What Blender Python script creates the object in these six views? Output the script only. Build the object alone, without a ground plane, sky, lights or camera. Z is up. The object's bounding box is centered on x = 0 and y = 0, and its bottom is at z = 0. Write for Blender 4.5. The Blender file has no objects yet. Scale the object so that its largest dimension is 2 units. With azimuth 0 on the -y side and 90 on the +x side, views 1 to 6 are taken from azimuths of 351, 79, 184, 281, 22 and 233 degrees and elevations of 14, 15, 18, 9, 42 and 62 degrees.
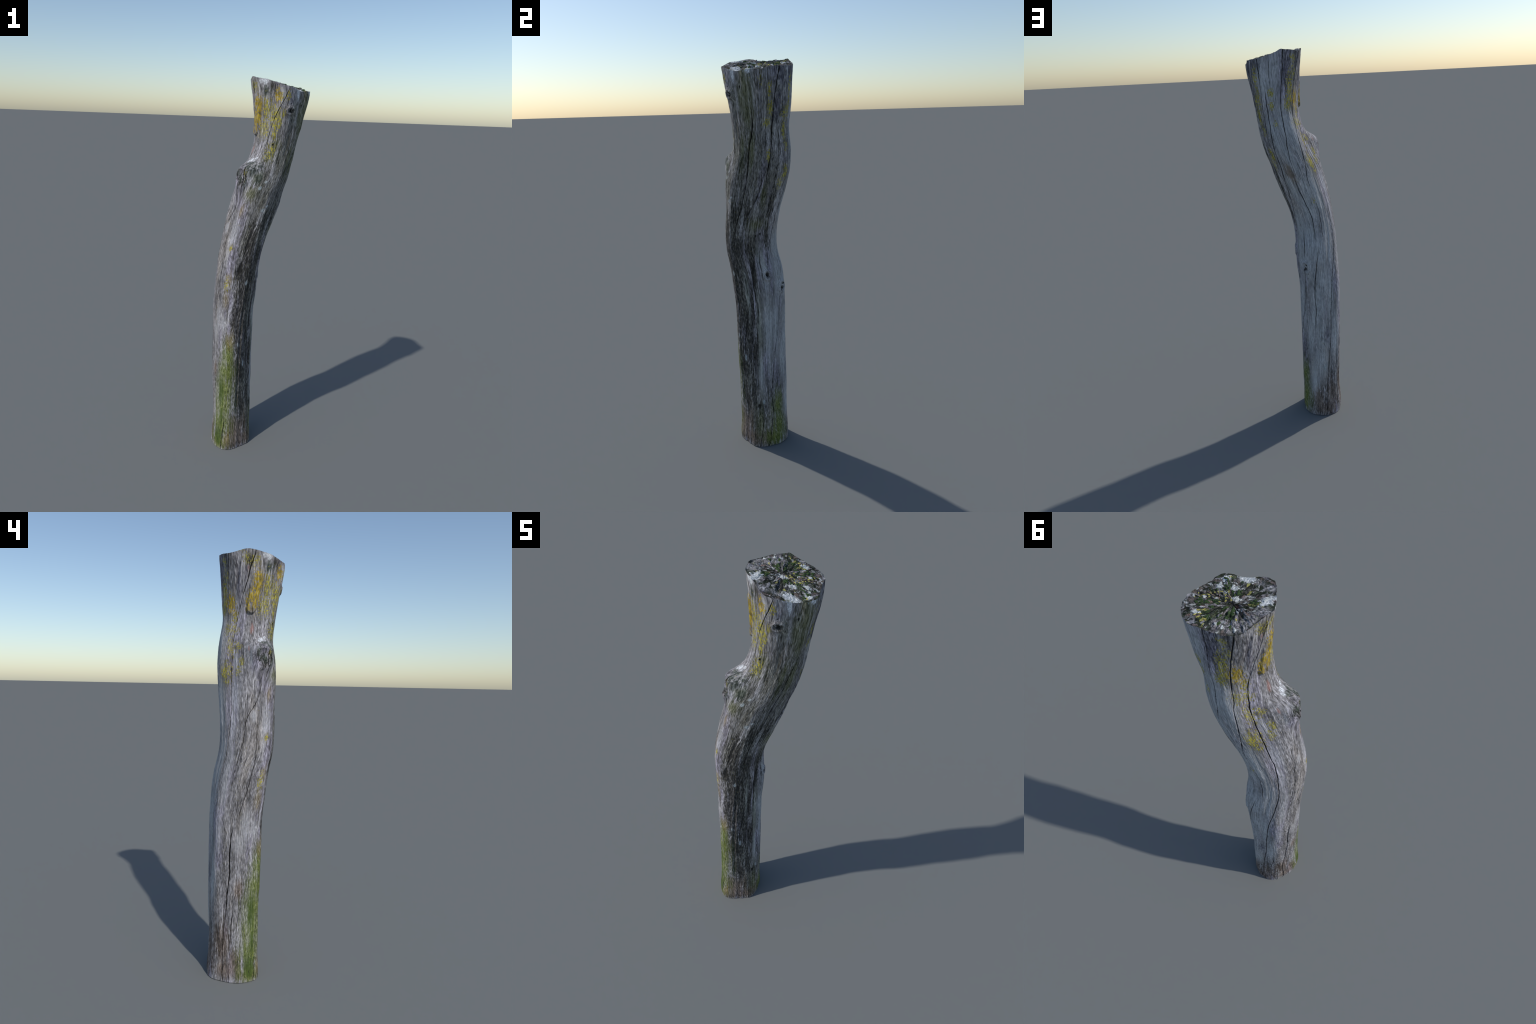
"""An old weathered wooden fence post: crooked trunk, burl, drying cracks, lichen and moss."""
import bpy, math, random
import numpy as np
from math import pi, radians

rng = np.random.default_rng(7)
random.seed(7)

# ------------------------------------------------------------------ profile of the trunk
STATIONS = []


def station(z, axis, radius, lobes):
    """One cross-section: height (m), axis offset (mm), mean radius (mm), lobes 2..6 as cos/sin pairs (mm)."""
    STATIONS.append([z, axis[0] / 1e3, axis[1] / 1e3, radius / 1e3] + [v / 1e3 for v in lobes])


station(0, axis=(-119, 25), radius=118.8, lobes=(-9.1, 3.1, 4.8, -1.5, -2.1, -3.0, -1.8, -1.8, -0.3, 0.8))
station(0.05, axis=(-119, 25), radius=117.9, lobes=(-8.5, 3.6, 4.4, -1.6, -1.6, -3.3, -1.2, -1.2, -0.6, 1.5))
station(0.11, axis=(-117, 24), radius=114.0, lobes=(-7.7, 3.7, 4.0, -1.6, -1.2, -3.4, -0.7, -0.5, -1.0, 2.0))
station(0.2, axis=(-116, 23), radius=111.8, lobes=(-7.6, 3.3, 3.6, -1.4, -0.5, -3.4, -0.5, 0.3, -1.6, 2.3))
station(0.35, axis=(-117, 23), radius=113.0, lobes=(-7.6, 2.0, 2.9, -0.8, 0.6, -2.9, -0.7, 1.5, -2.2, 2.1))
station(0.5, axis=(-117, 20), radius=112.9, lobes=(-8.4, 0.4, 2.2, -0.1, 1.5, -2.2, -1.0, 2.3, -2.3, 1.7))
station(0.65, axis=(-116, 18), radius=113.2, lobes=(-9.4, 0.8, 1.0, -0.1, 1.8, -1.3, -1.0, 2.8, -1.7, 1.5))
station(0.78, axis=(-114, 17), radius=114.3, lobes=(-10.1, 2.3, -0.9, -0.3, 1.7, -0.7, -0.8, 2.9, -0.7, 1.6))
station(0.9, axis=(-105, 8), radius=117.7, lobes=(-11.1, 4.5, -2.8, -1.3, 0.9, -0.4, -0.7, 2.5, 0.4, 1.7))
station(1, axis=(-99, -5), radius=118.4, lobes=(-11.8, 5.0, -3.9, -3.1, -0.3, 0.1, -1.0, 1.9, 1.2, 1.4))
station(1.1, axis=(-91, -25), radius=117.7, lobes=(-10.8, 3.0, -3.4, -4.8, -0.7, 1.2, -1.9, 1.3, 1.8, 1.2))
station(1.2, axis=(-72, -27), radius=119.5, lobes=(-8.7, 2.9, -1.3, -5.3, -0.1, 2.6, -2.5, 0.9, 2.7, 1.2))
station(1.3, axis=(-44, -19), radius=124.4, lobes=(-5.8, 3.9, -0.2, -5.6, 0.9, 3.2, -2.9, 0.4, 3.5, 1.5))
station(1.38, axis=(-19, -12), radius=129.4, lobes=(-8.1, 5.4, -0.8, -6.1, 1.4, 2.0, -2.9, 0.6, 3.4, 1.7))
station(1.44, axis=(-1, -6), radius=130.5, lobes=(-10.4, 6.9, -1.4, -6.8, 1.3, 0.5, -2.8, 1.1, 2.9, 1.7))
station(1.51, axis=(29, 3), radius=128.4, lobes=(-10.8, 7.1, -2.2, -7.4, 0.9, -0.8, -2.3, 1.6, 1.5, 1.2))
station(1.6, axis=(56, 11), radius=120.8, lobes=(-8.4, 5.3, -3.3, -6.6, 0.2, -1.2, -1.8, 1.5, -0.8, 0.4))
station(1.7, axis=(77, 7), radius=115.7, lobes=(-8.4, 3.5, -4.1, -3.4, 0.3, -2.0, -1.4, 0.8, -1.5, -0.1))
station(1.8, axis=(85, 8), radius=125.0, lobes=(-8.9, 0.8, -4.8, -0.9, 0.8, -2.9, -1.0, -0.9, -1.8, -0.2))
station(1.9, axis=(89, 6), radius=138.8, lobes=(-6.7, -1.6, -3.8, 0.5, 0.5, -3.0, -0.8, -3.0, -2.9, -0.8))
station(2.01, axis=(82, 7), radius=148.1, lobes=(-8.2, -3.5, -2.1, 0.8, 0.5, -4.5, 0.4, -5.1, -3.5, -1.6))
ST = np.array(STATIONS)
Z_ST = ST[:, 0]
Z_MAX = 2.01

# sawn top: mean height and waves of the rim height round the trunk (mm)
RIM_MEAN = 1966.6
RIM_WAVES = [(-28.4, 7.8), (1.7, 4.2), (3.5, -1.2), (1.2, 2.9), (-2.3, -0.6), (0.7, -0.2), (-1.5, 0.3), (-0.2, 0.9)]

# the burl: height, direction, level and spreads of the swelling
BURL = dict(lift=0.0632, angle=3.79, z=1.554, width=0.406, below=0.102, above=0.040)


def hermite(values, z):
    """Smooth (Catmull-Rom) interpolation of station values at heights z."""
    i = np.clip(np.searchsorted(Z_ST, z, side="right") - 1, 0, len(Z_ST) - 2)
    m = np.gradient(values, axis=0) * 0
    m[1:-1] = (values[2:] - values[:-2]) / (Z_ST[2:] - Z_ST[:-2])[:, None]
    m[0] = (values[1] - values[0]) / (Z_ST[1] - Z_ST[0])
    m[-1] = (values[-1] - values[-2]) / (Z_ST[-1] - Z_ST[-2])
    h = Z_ST[i + 1] - Z_ST[i]
    t = ((z - Z_ST[i]) / h)[..., None]
    h = h[..., None]
    return ((2 * t**3 - 3 * t**2 + 1) * values[i] + (t**3 - 2 * t**2 + t) * h * m[i]
            + (-2 * t**3 + 3 * t**2) * values[i + 1] + (t**3 - t**2) * h * m[i + 1])


def wrap(a):
    return (a + pi) % (2 * pi) - pi


def smooth(x, lo, hi):
    t = np.clip((x - lo) / (hi - lo), 0, 1)
    return t * t * (3 - 2 * t)


# the axis is sampled once, finely, and both the mesh and the materials use it
AXIS_Z = np.linspace(0, Z_MAX, 61)
AXIS_XY = hermite(ST[:, 1:3], AXIS_Z)


def axis_at(z):
    return np.interp(z, AXIS_Z, AXIS_XY[:, 0]), np.interp(z, AXIS_Z, AXIS_XY[:, 1])


def rim_height(th, rho=1.0):
    z = RIM_MEAN + 0 * th
    for k, (a, b) in enumerate(RIM_WAVES, 1):
        z = z + (a * np.cos(k * th) + b * np.sin(k * th)) * rho**k
    z = z + 6.0 * np.exp(-((wrap(th - radians(107)) / radians(6)) ** 2)) * rho**6
    return z / 1e3


# ------------------------------------------------------------------ drying cracks: (angle, height) along each, half width mm, depth mm
CRACKS = []


def crack(half_width, depth, *path, soft=False):
    CRACKS.append((half_width / 1e3, depth / 1e3, sorted(((z, a) for a, z in path)), soft))


# long drying cracks of the back
crack(1.6, 5, (64, 1.96), (67, 1.885), (66, 1.811), (63, 1.715), (61, 1.63), (58, 1.573), (57, 1.54))
crack(2.3, 8, (75, 1.83), (75, 1.762), (74, 1.677), (69, 1.574), (67, 1.493), (61, 1.41), (56, 1.327), (50, 1.234), (45, 1.156), (30, 1.045), (21, 0.99))
crack(1.2, 3, (85.5, 1.98), (86, 1.883), (86.5, 1.82))
crack(1.8, 6, (111.5, 2.0), (112, 1.897), (108, 1.811), (102, 1.722), (104, 1.692), (101, 1.615), (95, 1.529), (89, 1.466), (87, 1.43))
crack(2.0, 7, (148, 1.98), (143, 1.88), (136, 1.778), (131.5, 1.70), (132, 1.643), (127, 1.575), (125, 1.534), (120, 1.475), (111, 1.408), (108.5, 1.33))
crack(1.8, 6, (85, 1.39), (83.5, 1.309), (88, 1.233), (92.5, 1.178), (92.5, 1.108), (91, 1.04))
crack(1.5, 5, (111, 1.26), (112, 1.173), (110.5, 1.104), (110, 1.03))
crack(1.9, 6, (98, 1.02), (95.5, 1.001), (91.5, 0.942), (87.5, 0.895), (81, 0.831), (77, 0.725), (79.5, 0.667), (78, 0.597), (74.5, 0.52))
crack(1.5, 4, (67, 1.1), (65.5, 1.022), (61, 0.94))
crack(1.2, 4, (48, 0.85), (52, 0.759), (41, 0.652), (36, 0.57))
crack(1.3, 4, (136, 0.43), (137, 0.261), (137, 0.128), (139, 0.0))
# the longest one, from the sawn top down to the ground on the sunny side
crack(2.1, 7, (202, 2.0), (197.5, 1.966), (192, 1.931), (187, 1.894), (182.5, 1.844), (175.5, 1.799), (168.5, 1.757), (161, 1.711), (156.5, 1.65),
      (155, 1.601), (153, 1.541), (151, 1.479), (150.5, 1.4), (151.5, 1.322), (151.5, 1.269), (147.5, 1.208), (144.5, 1.155), (143.5, 1.104), (144, 1.056),
      (141.5, 1.007), (140, 0.963), (136, 0.909), (130, 0.857), (126.5, 0.806), (124, 0.753), (121.5, 0.698), (119.5, 0.61), (118, 0.5), (113.5, 0.4),
      (109.5, 0.305), (106.5, 0.199), (102.5, 0.104), (98.5, 0.0))
crack(1.4, 5, (277, 1.95), (266, 1.887), (254, 1.828), (247, 1.78), (241, 1.73), (237.5, 1.68), (234.5, 1.644), (231, 1.61))
crack(1.5, 5, (215.5, 1.39), (211, 1.329), (202, 1.296), (188, 1.257), (184, 1.235), (183, 1.197), (182, 1.148), (176, 1.104), (174, 1.039), (173, 0.98))
crack(1.6, 6, (210.5, 1.24), (210, 1.161), (212.5, 1.094), (214, 1.038), (213, 0.972), (209, 0.906), (202, 0.846), (198, 0.809), (193.5, 0.765))
crack(1.0, 3, (221.5, 1.34), (219, 1.274), (218, 1.21))
crack(4.2, 14, (186, 0.76), (182.5, 0.721), (179, 0.665), (177, 0.593), (180.5, 0.552), (177.5, 0.504), (175, 0.435), (172.5, 0.373), (170, 0.29))
crack(2.2, 7, (171, 0.32), (166, 0.252), (163.5, 0.179), (165, 0.084), (164.5, 0.0))
crack(1.4, 4, (134, 0.4), (136, 0.325), (130, 0.261), (126, 0.17))
crack(1.6, 5, (149, 0.27), (148, 0.172), (146.5, 0.099), (145.5, 0.0))
crack(1.7, 5, (191, 0.42), (191, 0.338), (186, 0.28), (183.5, 0.207), (183, 0.136), (184, 0.0))
crack(1.5, 4, (211, 0.43), (209, 0.363), (202, 0.306), (200, 0.24))
crack(1.6, 5, (247, 0.19), (243.5, 0.112), (241, 0.0))
# the burl
crack(2.2, 8, (223, 1.585), (222, 1.53), (225, 1.485), (225, 1.446), (223.5, 1.41))
crack(1.6, 5, (205.5, 1.565), (206, 1.552), (205.5, 1.521), (208, 1.504), (211, 1.492), (216, 1.48))
crack(3.0, 8, (225.5, 1.54), (228, 1.515), (227, 1.488))
crack(1.4, 4, (212, 1.53), (216, 1.497), (221.5, 1.474))
# shaded side
crack(2.6, 8, (30, 1.96), (26.5, 1.896), (25, 1.844), (22.5, 1.783), (22, 1.724), (18, 1.65), (13.5, 1.566), (12, 1.509), (12, 1.43))
crack(3.0, 9, (333, 1.80), (333, 1.716), (328.5, 1.664), (321, 1.62), (321.5, 1.51), (324, 1.433), (320, 1.376), (316, 1.323), (309, 1.27), (306, 1.2), (304, 1.12))
crack(1.4, 4, (8, 1.52), (2.5, 1.467), (359.5, 1.42))
crack(2.0, 8, (62, 0.91), (56, 0.86), (50, 0.81), (44, 0.71), (38.5, 0.628), (29.5, 0.576), (22.5, 0.493), (17.5, 0.421), (12, 0.31), (16, 0.215), (10, 0.102), (0, 0.0))
crack(1.6, 5, (353, 0.25), (346, 0.147), (337, 0.0))
crack(1.2, 3, (352, 1.96), (352, 1.9), (353, 1.85))
crack(1.2, 3, (50, 1.94), (50, 1.86), (48, 1.77))
crack(1.1, 3, (8, 1.84), (7, 1.75), (5, 1.7))
# broad dark furrows between the ridges of the shaded side
crack(8, 5, (358, 1.13), (356, 1.062), (340, 0.981), (336.5, 0.92), (340, 0.856), (343, 0.791), (340, 0.68), soft=True)
crack(5, 4, (359, 1.50), (0, 1.432), (358, 1.40), (353, 1.359), (342, 1.315), (329, 1.27), (324, 1.2), soft=True)
crack(6, 4, (318, 0.84), (310, 0.764), (301, 0.661), (292, 0.55), soft=True)
crack(15, 5, (267, 1.11), (264, 1.07), (261, 1.02), soft=True)
crack(6, 3, (276, 1.30), (270, 1.2), (268, 1.1), soft=True)
crack(5, 3, (340, 0.70), (336, 0.6), (330, 0.5), soft=True)
crack(4, 3, (20, 1.15), (10, 1.06), (6, 0.98), (8, 0.9), soft=True)

# ragged course: resample every path with a little jitter, seeded
PATHS = []
for hw, dp, path, soft in CRACKS:
    zs = np.array([p[0] for p in path])
    an = np.unwrap(np.radians([p[1] for p in path]))
    n = max(5, int((zs[-1] - zs[0]) / 0.022))
    zz = np.linspace(zs[0], zs[-1], n)
    aa = np.interp(zz, zs, an)
    k = np.array([0.25, 0.5, 0.25])
    aa[1:-1] = np.convolve(aa, k, "valid")
    aa = aa + rng.normal(0, radians(0.45), n)
    reach = min(0.09, 0.3 * (zs[-1] - zs[0]))
    lo = 1.0 if zs[0] <= 0.001 else 0.0
    hi = 1.0 if zs[-1] >= rim_height(an[-1]) - 0.03 else 0.0
    w = np.minimum(np.clip((zz - zs[0]) / reach + lo, 0, 1), np.clip((zs[-1] - zz) / reach + hi, 0, 1)) ** 0.7
    w = w * np.clip(rng.normal(0.85, 0.18, n), 0.4, 1.0)
    if not lo:
        w[0] = 0
    if not hi:
        w[-1] = 0
    PATHS.append(dict(z=zz, a=aa, w=w, half=hw, depth=dp, soft=soft))

# ------------------------------------------------------------------ knots and holes: angle, height, half width deg, half height m
KNOT_HOLES = [(282, 1.842, 6.5, 0.011), (254, 1.68, 2.5, 0.006), (312, 1.87, 2.5, 0.006), (3, 1.19, 2.5, 0.006), (14, 1.2, 2.5, 0.007),
              (20, 0.98, 5, 0.014), (62, 0.893, 4, 0.008), (334, 0.24, 5, 0.014), (64, 0.915, 3, 0.006), (57, 0.885, 2, 0.008)]
SWIRL_KNOTS = [(60, 0.90, 15, 0.042), (20, 0.98, 13, 0.034), (214, 1.53, 13, 0.05), (282, 1.842, 12, 0.024)]

# ------------------------------------------------------------------ where colours sit: angle, height, half width (deg), half height (m)
PATCHES = {
    "orange_lichen": [(207, 1.865, 13, 0.055), (187, 1.765, 6, 0.04), (202, 1.775, 7, 0.05), (194, 1.80, 7, 0.04), (146, 1.765, 12, 0.05), (255, 1.91, 7, 0.038), (205, 1.82, 9, 0.04)],
    "yellow_lichen": [(153, 1.71, 12, 0.037), (128, 1.82, 9, 0.085), (230, 1.85, 11, 0.06), (257, 1.91, 9, 0.043), (250, 1.82, 15, 0.066),
                      (120, 1.75, 10, 0.04), (274, 1.91, 6, 0.025), (260, 1.8, 9, 0.051), (253, 1.74, 6, 0.038), (268, 1.83, 5, 0.019),
                      (86, 1.8, 6, 0.025), (84, 1.74, 6, 0.026), (134, 1.45, 9, 0.036), (11, 1.86, 5, 0.034), (15, 1.78, 7, 0.034),
                      (6, 1.72, 10, 0.023), (9, 1.58, 6, 0.032), (57, 1.79, 6, 0.071), (48, 1.69, 8, 0.052), (55, 1.5, 7, 0.039)],
    "sparse_lichen": [(146, 1.65, 20, 0.032), (140, 1.45, 16, 0.054), (233, 1.165, 6, 0.022), (237, 0.97, 9, 0.05), (224, 1.54, 2.5, 0.022), (252, 1.65, 14, 0.05), (170, 1.46, 8, 0.03), (178, 1.5, 7, 0.03), (183, 1.96, 9, 0.028),
                      (170, 1.57, 10, 0.027), (173, 2.0, 8, 0.019), (136, 1.89, 7, 0.05), (134, 1.95, 7, 0.022), (57, 1.87, 6, 0.064),
                      (53, 1.62, 7, 0.039), (46, 1.45, 8, 0.033), (151, 1.565, 15, 0.053), (86, 1.65, 5, 0.026), (107, 1.26, 4, 0.017),
                      (155, 1.65, 15, 0.033), (352, 1.9, 5, 0.03), (50, 1.76, 11, 0.04), (225, 1.76, 20, 0.06), (200, 1.95, 12, 0.03)],
    "ochre_stain": [(191, 1.738, 10, 0.014), (234, 1.355, 7, 0.036), (232, 1.165, 6, 0.022), (242, 0.995, 9, 0.04), (238, 0.89, 9, 0.05), (256, 0.65, 13, 0.048), (256, 0.07, 9, 0.04)],
    "green_moss": [(251, 0.57, 16, 0.08), (247, 0.47, 20, 0.07), (243, 0.37, 24, 0.085), (240, 0.26, 26, 0.09), (237, 0.15, 27, 0.09),
                   (232, 0.05, 24, 0.06), (32, 0.24, 16, 0.08), (33, 0.11, 22, 0.1), (24, 0.05, 26, 0.05)],
    "deep_moss": [(235, 0.34, 10, 0.1), (232, 0.075, 15, 0.065), (238, 0.2, 6, 0.07)],
    "olive_film": [(324, 1.86, 13, 0.095), (324, 1.76, 13, 0.073), (329, 1.6, 8, 0.09), (9, 1.4, 7, 0.06), (2, 1.25, 20, 0.03), (322, 1.93, 12, 0.034),
                   (262, 1.68, 12, 0.035), (312, 1.82, 10, 0.09), (306, 1.61, 8, 0.097), (243, 1.44, 14, 0.04), (254, 1.63, 16, 0.051),
                   (339, 0.13, 14, 0.09), (6, 0.05, 28, 0.05), (243, 1.52, 9, 0.03)],
    "painted_burl_shade": [(222, 1.588, 14, 0.008), (208, 1.54, 4, 0.03), (240, 1.575, 9, 0.014), (228, 1.50, 4, 0.04), (217, 1.515, 8, 0.02), (236, 1.55, 13, 0.034), (245, 1.515, 8, 0.034), (226, 1.572, 9, 0.01), (230, 1.93, 10, 0.03)],
    "white_lichen": [(304, 1.955, 18, 0.012), (227, 1.98, 13, 0.018), (297, 1.92, 4.5, 0.035), (219, 1.602, 8, 0.010), (225, 1.612, 4, 0.006), (212, 1.595, 3, 0.008), (304, 1.945, 16, 0.012), (330, 1.935, 6, 0.014)],
    "blue_wood": [(75, 1.85, 16, 0.12), (95, 1.9, 14, 0.1), (118, 1.6, 14, 0.12), (78, 1.6, 12, 0.12), (72, 1.35, 10, 0.12), (120, 1.3, 14, 0.14), (125, 1.05, 12, 0.14), (118, 0.75, 12, 0.16), (130, 0.5, 12, 0.14), (60, 0.5, 12, 0.12), (70, 0.25, 14, 0.12), (48, 0.95, 14, 0.14), (35, 0.7, 12, 0.16), (70, 0.94, 20, 0.12), (102, 0.82, 20, 0.12), (88, 0.7, 22, 0.12), (75, 0.6, 14, 0.1), (100, 0.98, 22, 0.1), (80, 1.05, 24, 0.12), (92, 1.22, 20, 0.1), (95, 0.5, 18, 0.1), (100, 1.32, 13, 0.09), (62, 1.12, 16, 0.09), (90, 1.5, 14, 0.12), (100, 1.65, 13, 0.12), (88, 1.8, 12, 0.12), (90, 0.35, 18, 0.1), (345, 0.78, 6, 0.15), (315, 0.86, 4.5, 0.16), (10, 0.7, 14, 0.2), (12, 1.0, 10, 0.12), (330, 1.27, 8, 0.03), (345, 0.45, 8, 0.12)],
    "pale_wood": [(158, 1.0, 10, 0.14), (155, 1.2, 8, 0.1), (150, 0.72, 10, 0.1), (165, 1.5, 10, 0.05), (160, 1.35, 12, 0.08), (236, 0.74, 8, 0.041), (215, 0.76, 12, 0.083), (202, 0.68, 15, 0.053), (263, 1.92, 6, 0.06),
                  (338, 1.87, 2.5, 0.08), (230, 1.23, 12, 0.086), (202, 1.26, 8, 0.026), 
                  (156, 0.04, 2.2, 0.036), (175, 0.04, 2.2, 0.03),
                  (121, 0.04, 2.5, 0.03), (207, 1.55, 2.5, 0.03), (197, 1.51, 2.5, 0.03)],
    "black_stain": [(218, 1.505, 7, 0.03), (226, 1.525, 3, 0.035), (245, 1.955, 7, 0.022), (275, 0.8, 18, 0.18), (285, 1.05, 16, 0.14), (295, 0.25, 14, 0.12), (190, 1.955, 8, 0.03), (280, 0.58, 18, 0.16), (306, 0.62, 18, 0.2), (312, 1.12, 14, 0.12), (318, 0.35, 13, 0.15), (290, 0.9, 16, 0.16), (265, 0.78, 8, 0.16), (335, 1.3, 12, 0.08), (277, 1.19, 20, 0.11), (266, 1.055, 15, 0.05), (274, 0.92, 20, 0.11), (290, 0.76, 22, 0.14), (272, 0.69, 14, 0.08),
                    (284, 0.3, 16, 0.1), (298, 1.0, 18, 0.1), (300, 1.29, 18, 0.08), (347, 1.12, 14, 0.05), (343, 0.98, 7, 0.13),
                    (326, 0.79, 7, 0.13), (330, 0.56, 11, 0.1), (288, 0.46, 20, 0.12), (262, 1.03, 11, 0.06), (34, 1.34, 7, 0.09), (33, 1.2, 6, 0.09)],
    "violet_stain": [(282, 1.895, 5, 0.035), (168, 1.83, 7, 0.09), (259, 1.965, 10, 0.018), (181, 1.9, 5, 0.055), (119, 1.89, 12, 0.077),
                     (58, 1.93, 14, 0.03), (120, 1.98, 8, 0.026), (34, 1.91, 15, 0.057), (30, 1.8, 12, 0.085), (104, 0.51, 10, 0.05)],
    "brown_earth": [(278, 0.1, 26, 0.09), (350, 0.05, 40, 0.05), (100, 0.05, 40, 0.05), (176, 0.06, 40, 0.05), (250, 0.04, 60, 0.04), (310, 0.05, 50, 0.05), (162, 0.19, 25, 0.115), (194, 0.1, 18, 0.075), (203, 0.46, 13, 0.055), (270, 0.14, 18, 0.085), (290, 0.14, 24, 0.075),
                    (118, 0.13, 20, 0.11), (82, 0.1, 20, 0.09), (78, 1.41, 10, 0.052)],
    "dark_olive_tint": [(285, 1.62, 22, 0.2), (272, 1.42, 20, 0.12), (292, 1.82, 14, 0.1), (262, 1.22, 14, 0.14), (332, 1.5, 38, 0.34), (352, 1.2, 34, 0.2), (300, 1.25, 26, 0.25), (318, 1.8, 24, 0.16), (20, 1.4, 26, 0.22), (20, 1.8, 26, 0.2), (308, 0.85, 26, 0.3), (300, 0.4, 30, 0.25), (255, 1.45, 20, 0.12), (330, 0.2, 34, 0.2), (345, 0.7, 14, 0.3)],
    "grey_fleck": [(264, 1.5, 3, 0.007), (256, 1.47, 3, 0.009), (288, 1.38, 4, 0.007), (281, 1.36, 5, 0.011), (296, 0.51, 4, 0.02), (350, 0.27, 4, 0.014), (98, 0.31, 4, 0.02), (284, 0.98, 3, 0.012), (276, 0.63, 3, 0.015)],
    "pink_stain": [(198, 1.65, 3.5, 0.018), (194, 1.56, 2, 0.012), (186, 1.92, 2, 0.014)],
}

# ------------------------------------------------------------------ mesh of the trunk
N_TH, N_Z = 640, 860
th = np.arange(N_TH) * 2 * pi / N_TH


def lattice_noise(n_th, n_z, shape_z, seed):
    """Value noise on the unrolled trunk, periodic round it; values about -1..1."""
    g = np.random.default_rng(seed).uniform(-1, 1, (n_th, n_z + 2))
    a = th / (2 * pi) * n_th
    b = np.linspace(0, n_z, shape_z)
    ia, ib = a.astype(int) % n_th, np.minimum(b.astype(int), n_z)
    fa, fb = a - np.floor(a), b - ib
    fa, fb = fa * fa * (3 - 2 * fa), fb * fb * (3 - 2 * fb)
    fa, fb = fa[:, None], fb[None, :]
    ja = (ia + 1) % n_th
    return ((g[ia][:, ib] * (1 - fa) + g[ja][:, ib] * fa) * (1 - fb) + (g[ia][:, ib + 1] * (1 - fa) + g[ja][:, ib + 1] * fa) * fb)


zr = rim_height(th)
t_lin = np.linspace(0, 1, N_Z)
z = t_lin[None, :] * zr[:, None]
A = th[:, None] + 0 * z
ST_V = hermite(ST[:, 1:], z)
r = ST_V[..., 2].copy()
for k in range(2, 7):
    r += ST_V[..., 2 * k - 1] * np.cos(k * A) + ST_V[..., 2 * k] * np.sin(k * A)
dz = z - BURL["z"]
r += BURL["lift"] * np.exp(-((wrap(A - BURL["angle"]) / BURL["width"]) ** 2) - np.where(dz > 0, (dz / BURL["above"]) ** 2, (dz / BURL["below"]) ** 2))

# the long hollow of the shaded side and the broad shoulder opposite: (height, angle, lift mm) along each
HOLLOW = [(0, 326, 0), (0.15, 326, -6), (0.4, 322, -17), (0.7, 319, -21), (0.95, 317, -20), (1.12, 316, -19), (1.3, 316, -27), (1.5, 318, -27), (1.62, 322, -15), (1.76, 327, 0)]
SHOULDER = [(0.25, 140, 0), (0.5, 143, 7), (0.8, 147, 14), (1.0, 150, 18), (1.22, 150, 19), (1.38, 145, 15), (1.5, 133, 17), (1.62, 128, 21), (1.75, 123, 18), (1.88, 120, 8), (2.0, 118, 2)]
for fold, spread in ((HOLLOW, 21), (SHOULDER, 22)):
    fz, fa, fl = np.array(fold, float).T
    d = wrap(A - np.radians(np.interp(z, fz, fa))) / radians(spread)
    r += np.interp(z, fz, fl, left=0, right=0) / 1e3 * np.exp(-d * d)

# grain: ridges and grooves running up the trunk
relief = 0.0011 * lattice_noise(46, 9, N_Z, 1) + 0.0008 * lattice_noise(105, 22, N_Z, 2) + 0.0005 * lattice_noise(210, 70, N_Z, 3)
relief += 0.0012 * lattice_noise(11, 17, N_Z, 4)
relief += 0.0003 * lattice_noise(320, 260, N_Z, 5)
shade_side = np.exp(-(wrap(A - radians(335)) / radians(50)) ** 2)
relief += 0.0022 * shade_side * lattice_noise(30, 6, N_Z, 8)
# frayed fibres at both sawn ends
ends = smooth(z, 0.10, 0.0) + smooth(z, 1.90, 1.97)
relief += ends * 0.0012 * lattice_noise(70, 12, N_Z, 6)
# cracks
for P in PATHS:
    c = np.interp(z, P["z"], P["a"])
    w = np.interp(z, P["z"], P["w"], left=0, right=0)
    d = np.abs(wrap(A - c)) * 0.118
    half = P["half"] * w + 1e-6
    if P["soft"]:
        relief -= P["depth"] * w * np.exp(-((d / (half * 1.1)) ** 2))
    else:
        relief -= P["depth"] * w * np.clip(1.25 - d / half, 0, 1) ** 0.8
        relief += 0.0007 * w * np.exp(-(((d - 2.2 * half) / (1.4 * half)) ** 2))
# rounded folds between the ribs, mostly on the shaded side: half width mm, depth mm, course
FOLDS = [(9, 5, (41, 1.97), (38, 1.8), (34, 1.6), (27, 1.4), (22, 1.22)), (8, 4, (352, 1.96), (347, 1.75), (343, 1.55), (340, 1.38)),
         (10, 6, (27, 1.9), (22, 1.72), (14, 1.55), (8, 1.40), (2, 1.28)), (8, 5, (330, 1.2), (322, 1.02), (320, 0.85), (325, 0.6), (330, 0.35)),
         (9, 6, (10, 1.12), (2, 0.98), (358, 0.82), (356, 0.6), (352, 0.3)), (7, 4, (35, 0.95), (28, 0.8), (20, 0.6), (12, 0.4)),
         (7, 4, (290, 0.95), (284, 0.75), (280, 0.5), (278, 0.2)), (8, 3, (170, 1.98), (162, 1.85), (150, 1.75)), (7, 3, (216, 1.96), (214, 1.8), (210, 1.68)),
         (7, 1.5, (96, 1.95), (94, 1.7), (90, 1.5), (84, 1.3)), (10, 1.2, (128, 1.3), (122, 1.0), (110, 0.7), (106, 0.4))]
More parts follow.
